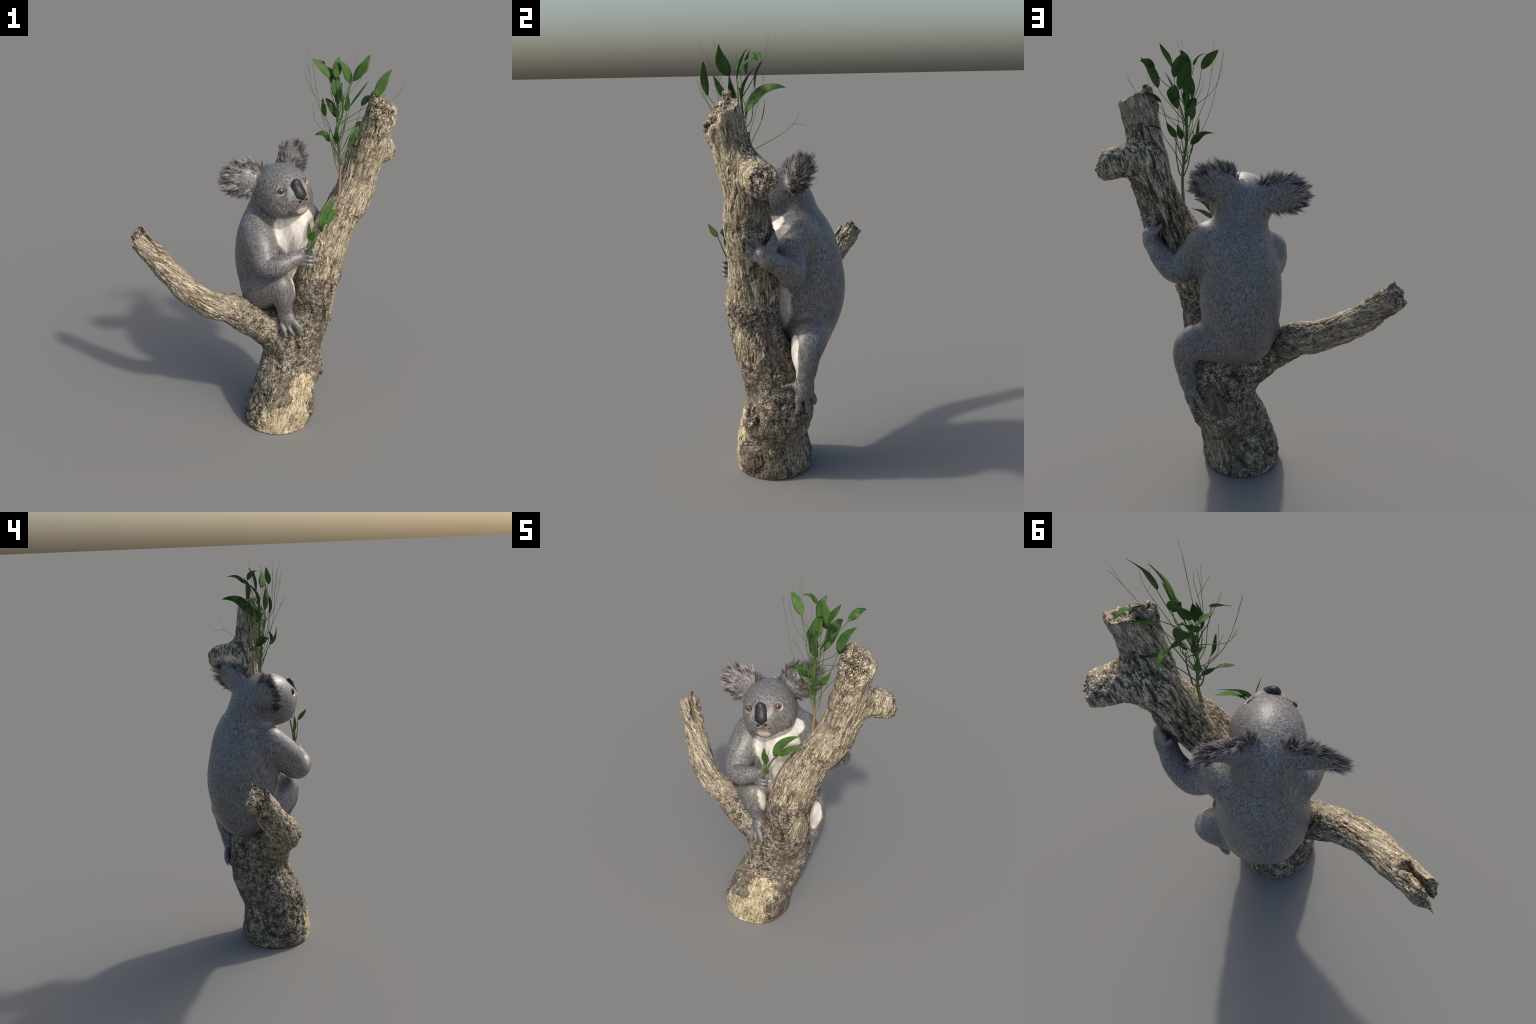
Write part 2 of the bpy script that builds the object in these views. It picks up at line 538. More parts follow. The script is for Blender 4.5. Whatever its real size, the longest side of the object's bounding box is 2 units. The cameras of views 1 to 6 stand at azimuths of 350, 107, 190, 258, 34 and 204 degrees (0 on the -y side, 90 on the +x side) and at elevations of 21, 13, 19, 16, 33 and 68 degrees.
def flake(at, out, up, w, h, thick, lift, seed):
    """A ragged curved slab of loose bark, its lower end lifted off the wood."""
    r = np.random.default_rng(seed)
    out, up = np.array(out, float), np.array(up, float)
    out /= np.linalg.norm(out)
    up -= out * (up @ out)
    up /= np.linalg.norm(up)
    side = np.cross(up, out)
    nu, nv = 6, 9
    edge_l, edge_r = r.uniform(.75, 1.15, nv), r.uniform(.75, 1.15, nv)
    foot = r.uniform(.6, 1.25, nu)
    front, back = [], []
    for j in range(nv):
        v = j / (nv - 1)
        for i in range(nu):
            u = 2 * i / (nu - 1) - 1
            x = u * w / 2 * (edge_l[j] if u < 0 else edge_r[j]) * (1 - .25 * v)
            y = h * .5 - h * v * (.55 + .45 * foot[i])
            z = lift * v * v - x * x / .16 + r.normal() * .0012
            q = np.array(at) + side * x + up * y + out * z
            front.append(q + out * thick * (1 - .5 * abs(u)))
            back.append(q - out * .006)
    V = front + back
    n = nu * nv
    F = []
    for j in range(nv - 1):
        for i in range(nu - 1):
            a = j * nu + i
            F.append((a, a + nu, a + nu + 1, a + 1))
            F.append((n + a, n + a + 1, n + a + nu + 1, n + a + nu))
    rim = [i for i in range(nu)] + [j * nu + nu - 1 for j in range(1, nv)] + [(nv - 1) * nu + i for i in range(nu - 2, -1, -1)] + [j * nu for j in range(nv - 2, 0, -1)]
    for a, b in zip(rim, rim[1:] + rim[:1]):
        F.append((a, b, n + b, n + a))
    return V, F


def bark_flakes(tree, bark):
    """Loose plates along the collar, and the flap that hangs off the right of the bole."""
    S = spline(TRUNK, 8)
    r = np.random.default_rng(11)
    for k, ang in enumerate(np.radians((-128, -104, -88, -66, -50, -30, -12, 12))):
        z = .852 + r.uniform(-.02, .02)
        c = np.array([np.interp(z, S[:, 2], S[:, i]) for i in range(4)])
        d = np.array((math.cos(ang), math.sin(ang), .0))
        v, f = flake(c[:3] + d * (c[3] + .001), d, (.25, 0, 1), r.uniform(.022, .040), r.uniform(.04, .075), .004, r.uniform(.001, .008), 200 + k)
        mesh_object("bark_flake", v, f, [bark], tree)
    for k, (at, d, w, h, lift) in enumerate((((.272, -.085, .33), (.8, -.5, .1), .06, .10, .020), ((.262, -.055, .27), (.9, -.2, .1), .035, .06, .012), ((.225, -.055, .12), (.9, -.3, 0), .035, .06, .010), ((-.095, -.02, .10), (-.95, .1, 0), .05, .06, .008))):
        v, f = flake(at, d, (.25, 0, 1), w, h, .007, lift, 230 + k)
        mesh_object("bark_flake", v, f, [bark], tree)


# ------------------------------------------------------------------ foliage
def leaf_material():
    m, t, b, p = material("gum_leaf")
    info = t.node("ShaderNodeObjectInfo").outputs["Random"]
    gen = t.node("ShaderNodeTexCoord").outputs["Object"]
    tone = t.noise(gen, 30, 2, .5)
    c = t.mix(info, srgb(40, 71, 34), srgb(66, 98, 42))
    c = t.mix(t.ramp(tone, .4, .7), c, srgb(82, 112, 48))
    c = t.mix(t.math("MULTIPLY", t.ramp(t.noise(gen, 120, 2, .5), .55, .7), .3), c, srgb(48, 84, 36))
    t.put(b.inputs["Base Color"], c)
    b.inputs["Roughness"].default_value = .6
    b.inputs["Specular IOR Level"].default_value = .25
    tr = t.node("ShaderNodeBsdfTranslucent")
    t.put(tr.inputs["Color"], t.mix(.5, c, srgb(100, 145, 45)))
    mx = t.node("ShaderNodeMixShader")
    mx.inputs[0].default_value = .18
    out = m.node_tree.nodes["Material Output"]
    m.node_tree.links.new(b.outputs[0], mx.inputs[1])
    m.node_tree.links.new(tr.outputs[0], mx.inputs[2])
    m.node_tree.links.new(mx.outputs[0], out.inputs[0])
    return m


def stem_material():
    m, t, b, p = material("green_stem")
    sep = t.node("ShaderNodeSeparateXYZ")
    t.put(sep.inputs[0], p)
    # woody brown at the foot, green above: the shoot is older there
    up = t.ramp(t.math("ADD", sep.outputs[2], t.math("MULTIPLY", t.noise(p, 40), .06)), 1.36, 1.56)
    low = t.ramp(sep.outputs[2], 1.22, 1.21)
    c = t.mix(t.math("MAXIMUM", up, low), srgb(132, 114, 86), srgb(76, 102, 50))
    t.put(b.inputs["Base Color"], c)
    b.inputs["Roughness"].default_value = .6
    return m


def tube_mesh(path, radii, sides=6):
    P = np.asarray(path, float)
    R = np.broadcast_to(np.asarray(radii, float), (len(P),))
    T = np.gradient(P, axis=0)
    T /= np.linalg.norm(T, axis=1, keepdims=True) + 1e-9
    up = np.array((.31, .87, .2))
    V, F = [], []
    for i, (p, t) in enumerate(zip(P, T)):
        a = np.cross(t, up); a /= np.linalg.norm(a); b = np.cross(t, a)
        for k in range(sides):
            w = 2 * math.pi * k / sides
            V.append(p + R[i] * (math.cos(w) * a + math.sin(w) * b))
    for i in range(len(P) - 1):
        for k in range(sides):
            k2 = (k + 1) % sides
            F.append((i * sides + k, i * sides + k2, (i + 1) * sides + k2, (i + 1) * sides + k))
    F.append(tuple(range(sides)))
    F.append(tuple((len(P) - 1) * sides + k for k in range(sides))[::-1])
    return V, F


def merge(parts):
    V, F = [], []
    for v, f in parts:
        o = len(V)
        V += list(v)
        F += [tuple(i + o for i in q) for q in f]
    return V, F


def leaf_mesh(base, tip, width, bulge, facing, twist=0., fold=.25):
    """A lance-shaped blade with a midrib fold, drooping along an arc from base to tip."""
    B, T = np.array(base, float), np.array(tip, float)
    L = np.linalg.norm(T - B)
    C = (B + T) / 2 + np.array(bulge, float)
    n = 13
    V, F = [], []
    f0 = np.array(facing, float)
    for i in range(n):
        t = i / (n - 1)
        p = (1 - t) ** 2 * B + 2 * t * (1 - t) * C + t * t * T
        d = 2 * (1 - t) * (C - B) + 2 * t * (T - C)
        d /= np.linalg.norm(d)
        nn = f0 - d * (f0 @ d)
        nn /= np.linalg.norm(nn)
        s = np.cross(d, nn)
        a = twist * (t - .4)
        s, nn = s * math.cos(a) + nn * math.sin(a), nn * math.cos(a) - s * math.sin(a)
        w = width * .9 * (math.sin(math.pi * min(1, t ** .8)) ** .85) * (1 - .35 * t) * 1.18 + .0012 * (1 - t)
        for u in (-1, -.5, 0, .5, 1):
            V.append(p + s * w * .5 * u + nn * (fold * w * .5 * abs(u) - .03 * w * math.sin(9 * t) * u * u))
    for i in range(n - 1):
        for k in range(4):
            q = i * 5 + k
            F.append((q, q + 1, q + 6, q + 5))
    return V, F


def add_leaf(parent, mat, *a, **k):
    V, F = leaf_mesh(*a, **k)
    o = mesh_object("leaf", V, F, [mat], parent)
    s = o.modifiers.new("blade_thickness", "SOLIDIFY")
    s.thickness, s.offset = .0009, 0
    return o


def wander(a, b, n, amount, sag, seed):
    r = np.random.default_rng(seed)
    a, b = np.array(a, float), np.array(b, float)
    t = np.linspace(0, 1, n)[:, None]
    p = a + (b - a) * t + np.array(sag) * (4 * t * (1 - t))
    w = r.normal(size=(4, 3)) * amount
    for i in range(4):
        p = p + w[i] * np.sin(math.pi * (i + 1) * t) / (i + 1)
    return p


def build_sapling(tree):
    lm, sm = leaf_material(), stem_material()
    S = spline([(.350, -.085, 1.19, .0115), (.353, -.083, 1.26, .0080), (.356, -.080, 1.38, .0066), (.348, -.084, 1.47, .0064), (.339, -.087, 1.54, .0062), (.334, -.077, 1.65, .0058), (.335, -.085, 1.79, .0052)], 5)
    stem = mesh_object("sapling", *tube_mesh(S[:, :3], S[:, 3], 10), [sm], tree)
    front, upf = (.3, -.8, .5), (.1, -.4, .9)
    # base, tip, width, bulge, facing
    leaves = [
        ((.292, -.01, 1.654), (.278, .0, 1.745), .030, (-.005, .01, 0), (.2, -.9, .2)),
        ((.278, -.12, 1.857), (.195, -.094, 1.946), .048, (.0, .0, .015), front),
        ((.493, -.163, 1.762), (.569, -.151, 1.893), .052, (-.012, -.01, .02), (.0, -.8, .5)),
        ((.31, -.052, 1.54), (.214, -.109, 1.585), .045, (.0, .0, .035), (-.2, -.7, .6)),
        ((.393, -.107, 1.835), (.468, -.122, 1.959), .056, (.01, -.02, -.0), (-.2, -.6, .75)),
        ((.327, -.06, 1.841), (.346, -.033, 1.942), .048, (-.01, -.01, .02), (.1, -.5, .85)),
        ((.314, -.123, 1.546), (.302, -.163, 1.64), .034, (.008, -.015, -.02), (-.6, -.7, .2)),
        ((.285, -.013, 1.882), (.239, -.068, 1.927), .032, (.0, .01, .03), upf),
        ((.365, -.055, 1.69), (.355, .114, 1.788), .062, (.0, -.01, .07), (.75, -.15, .6)),
        ((.335, -.075, 1.75), (.335, -.02, 1.870), .060, (-.02, -.03, .0), (.1, -1, .2)),
        ((.464, -.042, 1.856), (.50, .052, 1.894), .040, (.01, .0, .035), (.5, -.3, .8)),
        ((.389, -.108, 1.558), (.435, -.098, 1.627), .034, (.01, -.01, -.01), (.2, -.9, .3)),
        ((.321, -.111, 1.728), (.337, -.13, 1.838), .036, (-.01, -.01, .0), (-.5, -.8, .1)),
        ((.349, -.016, 1.779), (.288, .006, 1.897), .058, (.0, -.02, .02), (.2, -.95, .3)),
        ((.337, -.062, 1.654), (.284, -.028, 1.747), .042, (-.02, -.02, .04), (.1, -.8, .5)),
        ((.437, -.037, 1.60), (.502, .005, 1.61), .028, (.0, .0, .02), upf),
        ((.39, -.08, 1.82), (.335, -.06, 1.93), .046, (.012, .0, .015), (.1, -.95, .2)),
        ((.36, -.14, 1.70), (.36, -.145, 1.795), .034, (-.004, -.008, .0), (.3, -.9, .1)),
        ((.45, -.08, 1.71), (.528, -.03, 1.745), .034, (.0, .0, .035), upf),
        ((.38, -.15, 1.54), (.40, -.145, 1.61), .030, (.0, -.01, .0), (.4, -.8, .2)),
        ((.38, -.12, 1.72), (.46, -.15, 1.84), .030, (.0, -.01, .02), (.85, .0, -.5)),
    ]
    for i, (b, t, w, g, f) in enumerate(leaves):
        add_leaf(stem, lm, b, t, w, g, f, twist=random.uniform(-.7, .7), fold=random.uniform(.1, .35))
    # twigs: stalks to the leaves, then bare whips
    parts = []
    stemz = lambda z: np.array([np.interp(z, S[:, 2], S[:, k]) for k in range(3)])
    for i, (b, *_r) in enumerate(leaves):
        z0 = max(1.42, b[2] - random.uniform(.10, .24))
        parts.append(tube_mesh(wander(stemz(min(z0, 1.76)), b, 10, .006, (0, 0, -.012), 50 + i), np.linspace(.0026, .0012, 10), 5))
    whips = [(.186, -.147, 1.931), (.633, -.151, 1.821), (.295, -.212, 1.804), (.384, -.172, 1.974), (.364, -.205, 1.888), (.541, -.161, 1.837),
             (.265, .144, 1.692), (.169, -.069, 1.886), (.352, -.168, 1.932), (.19, -.004, 1.996)]
    for i, w in enumerate(whips):
        z0 = 1.47 + .22 * ((i * 7) % 10) / 10
        a = stemz(z0)
        out = (np.array(w) - a) * np.array((.28, .28, -.10))
        pth = wander(a, w, 16, .008, out * .6, 80 + i)
        parts.append(tube_mesh(pth, np.linspace(.0018, .0005, 16), 5))
        k = 11
        side = np.array(w) + np.random.default_rng(i).normal(size=3) * .02 + np.array((0, 0, -.01))
        parts.append(tube_mesh(wander(pth[k], side, 6, .003, (0, 0, 0), 120 + i), np.linspace(.0008, .0005, 6), 4))
    # two side shoots low on the stem
    for a, b, s in (((.357, -.08, 1.37), (.30, -.06, 1.60), 5), ((.357, -.08, 1.39), (.39, -.10, 1.56), 6)):
        parts.append(tube_mesh(wander(a, b, 12, .006, (.0, 0, -.02), s), np.linspace(.0036, .0022, 12), 6))
    tw = mesh_object("twig", *merge(parts), [sm], stem)
    tw["kind"] = "stuff"
    return stem


def build_sprig():
    sprig = empty("leafy_sprig", (.175, -.216, .99), "small green sprig of gum leaves held in a paw", "sprig")
    lm, sm = bpy.data.materials["gum_leaf"], bpy.data.materials["green_stem"]
    parts = [tube_mesh(wander((.172, -.212, .985), (.227, -.205, 1.145), 9, .0, (-.012, 0, 0), 1), np.linspace(.006, .004, 9), 7),
             tube_mesh(wander((.178, -.214, 1.03), (.172, -.213, 1.12), 7, .0, (-.004, 0, 0), 2), np.linspace(.0042, .0026, 7), 6),
             tube_mesh(wander((.180, -.214, 1.04), (.197, -.212, 1.18), 7, .0, (-.002, 0, 0), 3), np.linspace(.0034, .001, 7), 5),
             tube_mesh(wander((.178, -.214, 1.03), (.219, -.244, 1.145), 8, .0, (-.004, -.004, 0), 9), np.linspace(.0036, .0018, 8), 6),
             tube_mesh(wander((.227, -.205, 1.145), (.268, -.20, 1.18), 6, .0, (0, 0, .004), 4), np.linspace(.0038, .002, 6), 6)]
    st = mesh_object("stem", *merge(parts), [sm], sprig)
    for i, (b, t, w, g, f) in enumerate([
        ((.226, -.214, 1.155), (.324, -.146, 1.27), .046, (-.03, -.015, .04), (.3, -.9, .35)),
        ((.255, -.205, 1.165), (.335, -.142, 1.224), .042, (.0, -.012, .012), (.0, -.6, .7)),
        ((.174, -.205, 1.09), (.170, -.213, 1.185), .030, (-.006, -.006, .0), (.3, -.9, .1)),
        ((.180, -.21, 1.085), (.190, -.222, 1.145), .022, (.004, -.006, .0), (-.3, -.9, .1)),
        ((.219, -.244, 1.145), (.214, -.290, 1.203), .028, (.0, -.004, -.004), (.9, .1, .3)),
        ((.250, -.208, 1.165), (.250, -.178, 1.205), .024, (.0, -.01, .012), (.3, -.7, .6)),
        ((.225, -.205, 1.14), (.278, -.195, 1.20), .026, (.0, .0, .012), (-.5, -.8, .4)),
    ]):
        add_leaf(st, lm, b, t, w, g, f, twist=random.uniform(-.5, .5))


# ------------------------------------------------------------------ the koala
HX = np.array((.88181, .42981, .19411))
HF = np.array((.44492, -.89467, -.04018))
HU = np.array((-.15639, -.1218, .98016))
HM = np.array((HX, HF, HU))
HC = np.array((.066, -.025, 1.294))


def head_at(x, f, u):
    return HC + HM.T @ np.array((x, f, u), float)


def fur_material():
    m, t, b, p = material("grey_fur")
    M = t.math
    sx = t.vmath("MULTIPLY", p, (1, 1, .5))
    tuft = t.noise(sx, 128, 3, .72, .15)
    hair = t.noise(sx, 260, 2, .6)
    area = t.noise(p, 9, 2, .5)
    wob = t.noise(p, 38, 3, .6)
    tone = M("ADD", tuft, M("MULTIPLY", M("SUBTRACT", t.noise(sx, 62, 2, .6), .5), .3))
    c = t.mix(t.ramp(tone, .34, .68, smooth=False), srgb(52, 51, 51), srgb(132, 130, 128))
    c = t.mix(t.math("MULTIPLY", t.ramp(hair, .5, .68), .5), c, srgb(170, 168, 166))
    c = t.mix(M("MULTIPLY", t.ramp(area, .45, .65), .35), c, srgb(98, 94, 90))
    # white bib, belly and inner thigh
    bib = t.blob(p, (.165, -.085, 1.11), (.145, .105, .15), wob, .22)
    sh = t.blob(p, (.185, .01, 1.205), (.055, .07, .04), wob, .3)
    belly = t.blob(p, (.17, -.05, .88), (.11, .15, .20), wob, .25)
    shin = t.blob(p, (.297, .108, .645), (.05, .042, .11), wob, .3)
    white = M("MINIMUM", M("MINIMUM", bib, sh), M("MINIMUM", belly, shin))
    white = t.ramp(white, 1.04, .90)
    wcol = t.mix(t.ramp(t.noise(t.vmath("MULTIPLY", p, (1, 1, .3)), 45, 3, .6), .35, .6), srgb(204, 196, 185), srgb(230, 225, 216))
    c = t.mix(white, c, wcol)
    # face: pale chin, pale rings at the eyes, pale strip by the nose
    chin = t.ramp(t.blob(p, tuple(head_at(-.01, .165, -.046)), (.036, .04, .024), wob, .3), 1.1, .85)
    c = t.mix(chin, c, srgb(190, 178, 170))
    for sx_ in (-1, 1):
        ring = t.ramp(t.blob(p, tuple(head_at(sx_ * .072 - .006, .116, .060)), (.026, .026, .024), wob, .3), 1.1, .8)
        c = t.mix(M("MULTIPLY", ring, .75), c, srgb(176, 164, 156))
        strip = t.ramp(t.blob(p, tuple(head_at(sx_ * .046 - .01, .150, .045)), (.012, .04, .042), wob, .3), 1.1, .8)
        c = t.mix(M("MULTIPLY", strip, .35), c, srgb(178, 174, 170))
    for sx_ in (-1, 1):
        jowl = t.ramp(t.blob(p, tuple(head_at(sx_ * .052 - .01, .140, -.045)), (.016, .03, .022), wob, .3), 1.1, .7)
        c = t.mix(M("MULTIPLY", jowl, .6), c, srgb(58, 55, 53))
    mouth = t.ramp(t.blob(p, tuple(head_at(-.01, .180, -.023)), (.033, .03, .012), wob, .2), 1.1, .8)
    c = t.mix(M("MULTIPLY", mouth, .7), c, srgb(142, 122, 114))
    mouth_gap_dark = t.ramp(t.blob(p, tuple(head_at(-.01, .175, -.0135)), (.040, .04, .0032), wob, .2), 1.15, .7)  # mouth line given by colour alone: a thin dark line, no slit cut
    c = t.mix(M("MULTIPLY", mouth_gap_dark, .75), c, srgb(60, 52, 48))
    t.put(b.inputs["Base Color"], c)
    t.put(b.inputs["Roughness"], t.ramp(hair, .3, .7, .32, .5))
    b.inputs["Specular IOR Level"].default_value = .6
    bump(t, b, M("ADD", tuft, M("MULTIPLY", hair, .8)), .24, .004)
    return m


def plain(name, c, rough, spec=.5, coat=0., var=None):
    m, t, b, p = material(name)
    if var:
        t.put(b.inputs["Base Color"], t.mix(t.ramp(t.noise(p, var[1], 2, .5), .35, .65), c, var[0]))
    else:
        b.inputs["Base Color"].default_value = (*c, 1)
    b.inputs["Roughness"].default_value, b.inputs["Specular IOR Level"].default_value = rough, spec
    b.inputs["Coat Weight"].default_value = coat
    return m


PARTS = ["head", "torso", "arm", "arm", "hand", "hand", "leg", "leg", "foot", "foot", "ear", "ear"]


def koala_solids():
    """(part index, primitive, blend radius)"""
    P = []
    a = P.append
    # torso
    a((1, Tube([(.055, .094, .712, .122), (.034, .108, .80, .161), (.034, .108, .90, .179), (.040, .094, 1.01, .175), (.052, .092, 1.11, .148), (.054, .058, 1.20, .125), (.054, .044, 1.28, .107)]), .05))
    a((1, Blob((-.02, .135, .71), (.085, .09, .075)), .05))
    a((1, Blob((.145, -.004, 1.095), (.10, .115, .13)), .05))

    a((1, Blob((.115, .015, .96), (.09, .10, .18)), .06))
    # head
    a((0, Blob(head_at(0, .010, .005), (.132, .161, .138), HM), .014))
    a((0, Blob(head_at(0, -.04, -.005), (.110, .085, .110), HM), .03))
    a((0, Blob(head_at(0, .09, -.02), (.095, .085, .082), HM), .04))
    a((0, Blob(head_at(-.01, .140, -.042), (.046, .040, .034), HM), .03))
    a((0, Blob(head_at(-.01, .135, .015), (.058, .052, .050), HM), .04))
    for s in (-1, 1):
        a((0, Blob(head_at(s * .064, .06, -.036), (.056, .072, .056), HM), .04))
    # arms: left hugs the limb, right is folded in front
    a((2, Tube([(.176, .10, 1.15, .092), (.25, .09, 1.075, .077), (.318, .118, 1.015, .060), (.392, .107, 1.06, .048), (.455, .055, 1.112, .036)]), .04))
    a((3, Tube([(-.048, -.018, 1.10, .091), (-.046, -.100, 1.03, .081), (-.030, -.166, .957, .059), (.03, -.207, .966, .050), (.095, -.203, .993, .034)]), .03))
    # legs
    a((6, Tube([(.12, .15, .71, .092), (.222, .168, .70, .079), (.262, .163, .645, .064), (.27, .166, .575, .046), (.262, .15, .50, .036)]), .04))
    a((7, Tube([(-.028, .012, .738, .098), (.01, -.07, .79, .082), (.05, -.125, .82, .066), (.068, -.118, .73, .050), (.083, -.10, .645, .034)]), .03))
    a((7, Tube([(.05, -.12, .835, .052), (.064, -.125, .77, .056)]), .03))
    # left paw on the bark, three fingers and two thumbs
    a((4, Tube([(.455, .055, 1.112, .035), (.478, .035, 1.138, .030)]), .025))
    for pts in (((.478, .024, 1.168), (.498, .018, 1.194), (.516, .004, 1.208)), ((.487, .010, 1.143), (.507, -.004, 1.166), (.520, -.018, 1.180)), ((.482, -.002, 1.115), (.492, -.016, 1.132), (.503, -.024, 1.146)),
                ((.452, .062, 1.172), (.441, .074, 1.200), (.432, .074, 1.218)), ((.440, .076, 1.155), (.420, .078, 1.180), (.408, .072, 1.196))):
        a((4, Tube([(.474, .038, 1.14, .020), (*pts[0], .0145), (*pts[1], .0115), (*pts[2], .0085)], 4), .012))
    # right paw curled round the sprig
    a((5, Tube([(.095, -.203, .993, .034), (.128, -.205, 1.0, .032)]), .025))
    for z in (1.012, .990, .968):
        a((5, Tube([(.13, -.208, z, .013), (.152, -.232, z + .002, .0095), (.178, -.240, z, .009), (.196, -.226, z - .004, .0085), (.19, -.208, z - .006, .007)], 4), .008))
    a((5, Tube([(.128, -.20, 1.012, .016), (.146, -.196, 1.036, .010), (.164, -.203, 1.043, .008)], 4), .010))
    a((5, Tube([(.14, -.188, 1.0, .015), (.170, -.178, 1.028, .0105), (.194, -.186, 1.03, .0095), (.202, -.196, 1.010, .008)], 4), .010))
    # left foot gripping the bole: three long toes and a thumb-like inner toe
    a((8, Tube([(.262, .142, .485, .022), (.280, .106, .503, .0125), (.296, .082, .503, .0105), (.306, .062, .501, .0075)], 4), .010))
    a((8, Tube([(.262, .15, .50, .036), (.255, .148, .46, .034)]), .025))
    for pts in (((.274, .128, .445), (.274, .130, .410), (.272, .122, .376)), ((.248, .158, .435), (.240, .162, .398), (.234, .158, .368)), ((.222, .172, .448), (.200, .182, .415), (.188, .182, .395))):
        a((8, Tube([(.258, .146, .47, .026), (*pts[0], .0165), (*pts[1], .0145), (*pts[2], .010)], 4), .010))
    # right foot: toes spread over the fork
    a((9, Tube([(.083, -.10, .645, .034), (.092, -.116, .625, .032)]), .025))
    a((9, Blob((.103, -.130, .642), (.022, .022, .022)), .02))
    for pts, r in ((((.060, -.126, .607), (.068, -.147, .577), (.074, -.158, .550)), .0135), (((.090, -.148, .597), (.100, -.160, .577), (.112, -.168, .560)), .0135), (((.118, -.154, .627), (.136, -.168, .607), (.152, -.176, .585)), .0165), (((.126, -.160, .605), (.141, -.173, .578), (.149, -.176, .558)), .0135)):
        a((9, Tube([(.093, -.122, .628, .026), (*pts[0], r), (*pts[1], r * .9), (*pts[2], r * .7)], 4), .009))
    # ears: thick discs standing out and back from the head
    for s, part in ((-1, 10), (1, 11)):
        e = ear_frame(s)
        a((part, Blob(e["c"] - e["n"] * .004, (.066, .070, .027), np.array((e["out"], e["up"], e["n"]))), .035))
        a((part, Blob(head_at(s * .112, -.092, .075), (.05, .034, .062), HM), .04))
    return P


def ear_frame(s):
    out = HM.T @ np.array((s * .87, -.30, .06)); out /= np.linalg.norm(out)
    up = HU - HF * .3
    up = up - out * (up @ out); up /= np.linalg.norm(up)
    n = np.cross(out, up) * (1 if s < 0 else -1)
    if n @ HF < 0:
        n = -n
    return dict(c=head_at(s * .164 + .009, -.096 + .006 * s, .091), out=out, up=up, n=n, root=head_at(s * .094 + .004, -.068, .055))


def build_koala():
    koala = empty("koala", (.05, .08, .6), "grey furry koala with fluffy round ears clinging to a stump", "koala")
    g = Grid((-.30, -.34, .33), (.60, .36, 1.56), .0042)
    prims = koala_solids()
    for part, prim, k in prims:
        g.add(prim, k)
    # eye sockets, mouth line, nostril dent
    for s in (-1, 1):
        c = head_at(s * .073 - .006, .125, .062)
        sl, p = g.window(c - .05, c + .05)
        g.F[sl] = -smin(-g.F[sl], Blob(c, (.017, .02, .016), HM).dist(p), .014)
    V, Q = g.surface()
    V = relax(V, Q, 10)
    c = V[Q].mean(1)
    D = np.full((len(c), len(PARTS)), 9.)
    for part, prim, k in prims:
        D[:, part] = np.minimum(D[:, part], prim.dist(c))
    fur = fur_material()
    made = split(V, Q, D.argmin(1), PARTS, fur, koala)
    head = made[0]
    # nose pad
    skin = plain("nose_leather", srgb(27, 27, 29), .5, .45, 0, (srgb(42, 41, 42), 60))
    gn = Grid(head_at(0, .17, .05) - .09, head_at(0, .17, .05) + .09, .003)
    gn.add(Blob(head_at(-.01, .152, .068), (.029, .022, .042), HM), 0)
    gn.add(Blob(head_at(-.01, .172, .030), (.034, .027, .034), HM), .03)
    for s in (-1, 1):
        nb = Blob(head_at(s * .023 - .01, .190, .012), (.010, .016, .011), HM)
        lo, hi = nb.bounds()
        sl, p = gn.window(lo - .01, hi + .01)
        gn.F[sl] = -smin(-gn.F[sl], nb.dist(p), .006)
    v, q = gn.surface()
    mesh_object("nose", relax(v, q, 6), q, [skin], koala)
    # nostril wings: pale skin under the pad
    pale = plain("lip_skin", srgb(176, 150, 132), .5, .4, 0, (srgb(150, 120, 108), 80))
    for s in (-1, 1):
        bv, bf = ball(head_at(s * .0185 - .01, .1825, -.0005), (.014, .011, .0115), HM, 18, 14)
        mesh_object("nostril", bv, bf, [pale], koala)
    dark = plain("nostril_dark_ball", srgb(20, 17, 16), .6, .3)  # solid near-black balls set at the nostril openings
    for s in (-1, 1):
        bv, bf = ball(head_at(s * .019 - .01, .1915, .0065), (.0085, .006, .0065), HM, 14, 10)
        mesh_object("nostril_dark_ball", bv, bf, [dark], koala)
    # eyes
    for s in (-1, 1):
        eye(koala, head_at(s * .071 - .006, .1125, .062), HM.T @ np.array((s * .52, .85, .05)))
    # ear hair
    tones = [plain("ear_hair_pale", srgb(186, 178, 174), .5, .4), plain("ear_hair_grey", srgb(118, 116, 118), .5, .4), plain("ear_hair_dark", srgb(52, 50, 51), .5, .4)]
    for s in (-1, 1):
        tuft(koala, ear_frame(s), tones, 21 + s)
    claws(koala)
    whiskers = []
    return koala


def ball(c, r, M, nu=18, nv=12):
    V, F = [], []
    for j in range(nv + 1):
        b = math.pi * j / nv
        for i in range(nu):
            a = 2 * math.pi * i / nu
            V.append(np.array(c) + np.asarray(M).T @ (np.array(r) * np.array((math.sin(b) * math.cos(a), math.sin(b) * math.sin(a), math.cos(b)))))
    for j in range(nv):
        for i in range(nu):
            i2 = (i + 1) % nu
            F.append((j * nu + i, (j + 1) * nu + i, (j + 1) * nu + i2, j * nu + i2))
    return V, F


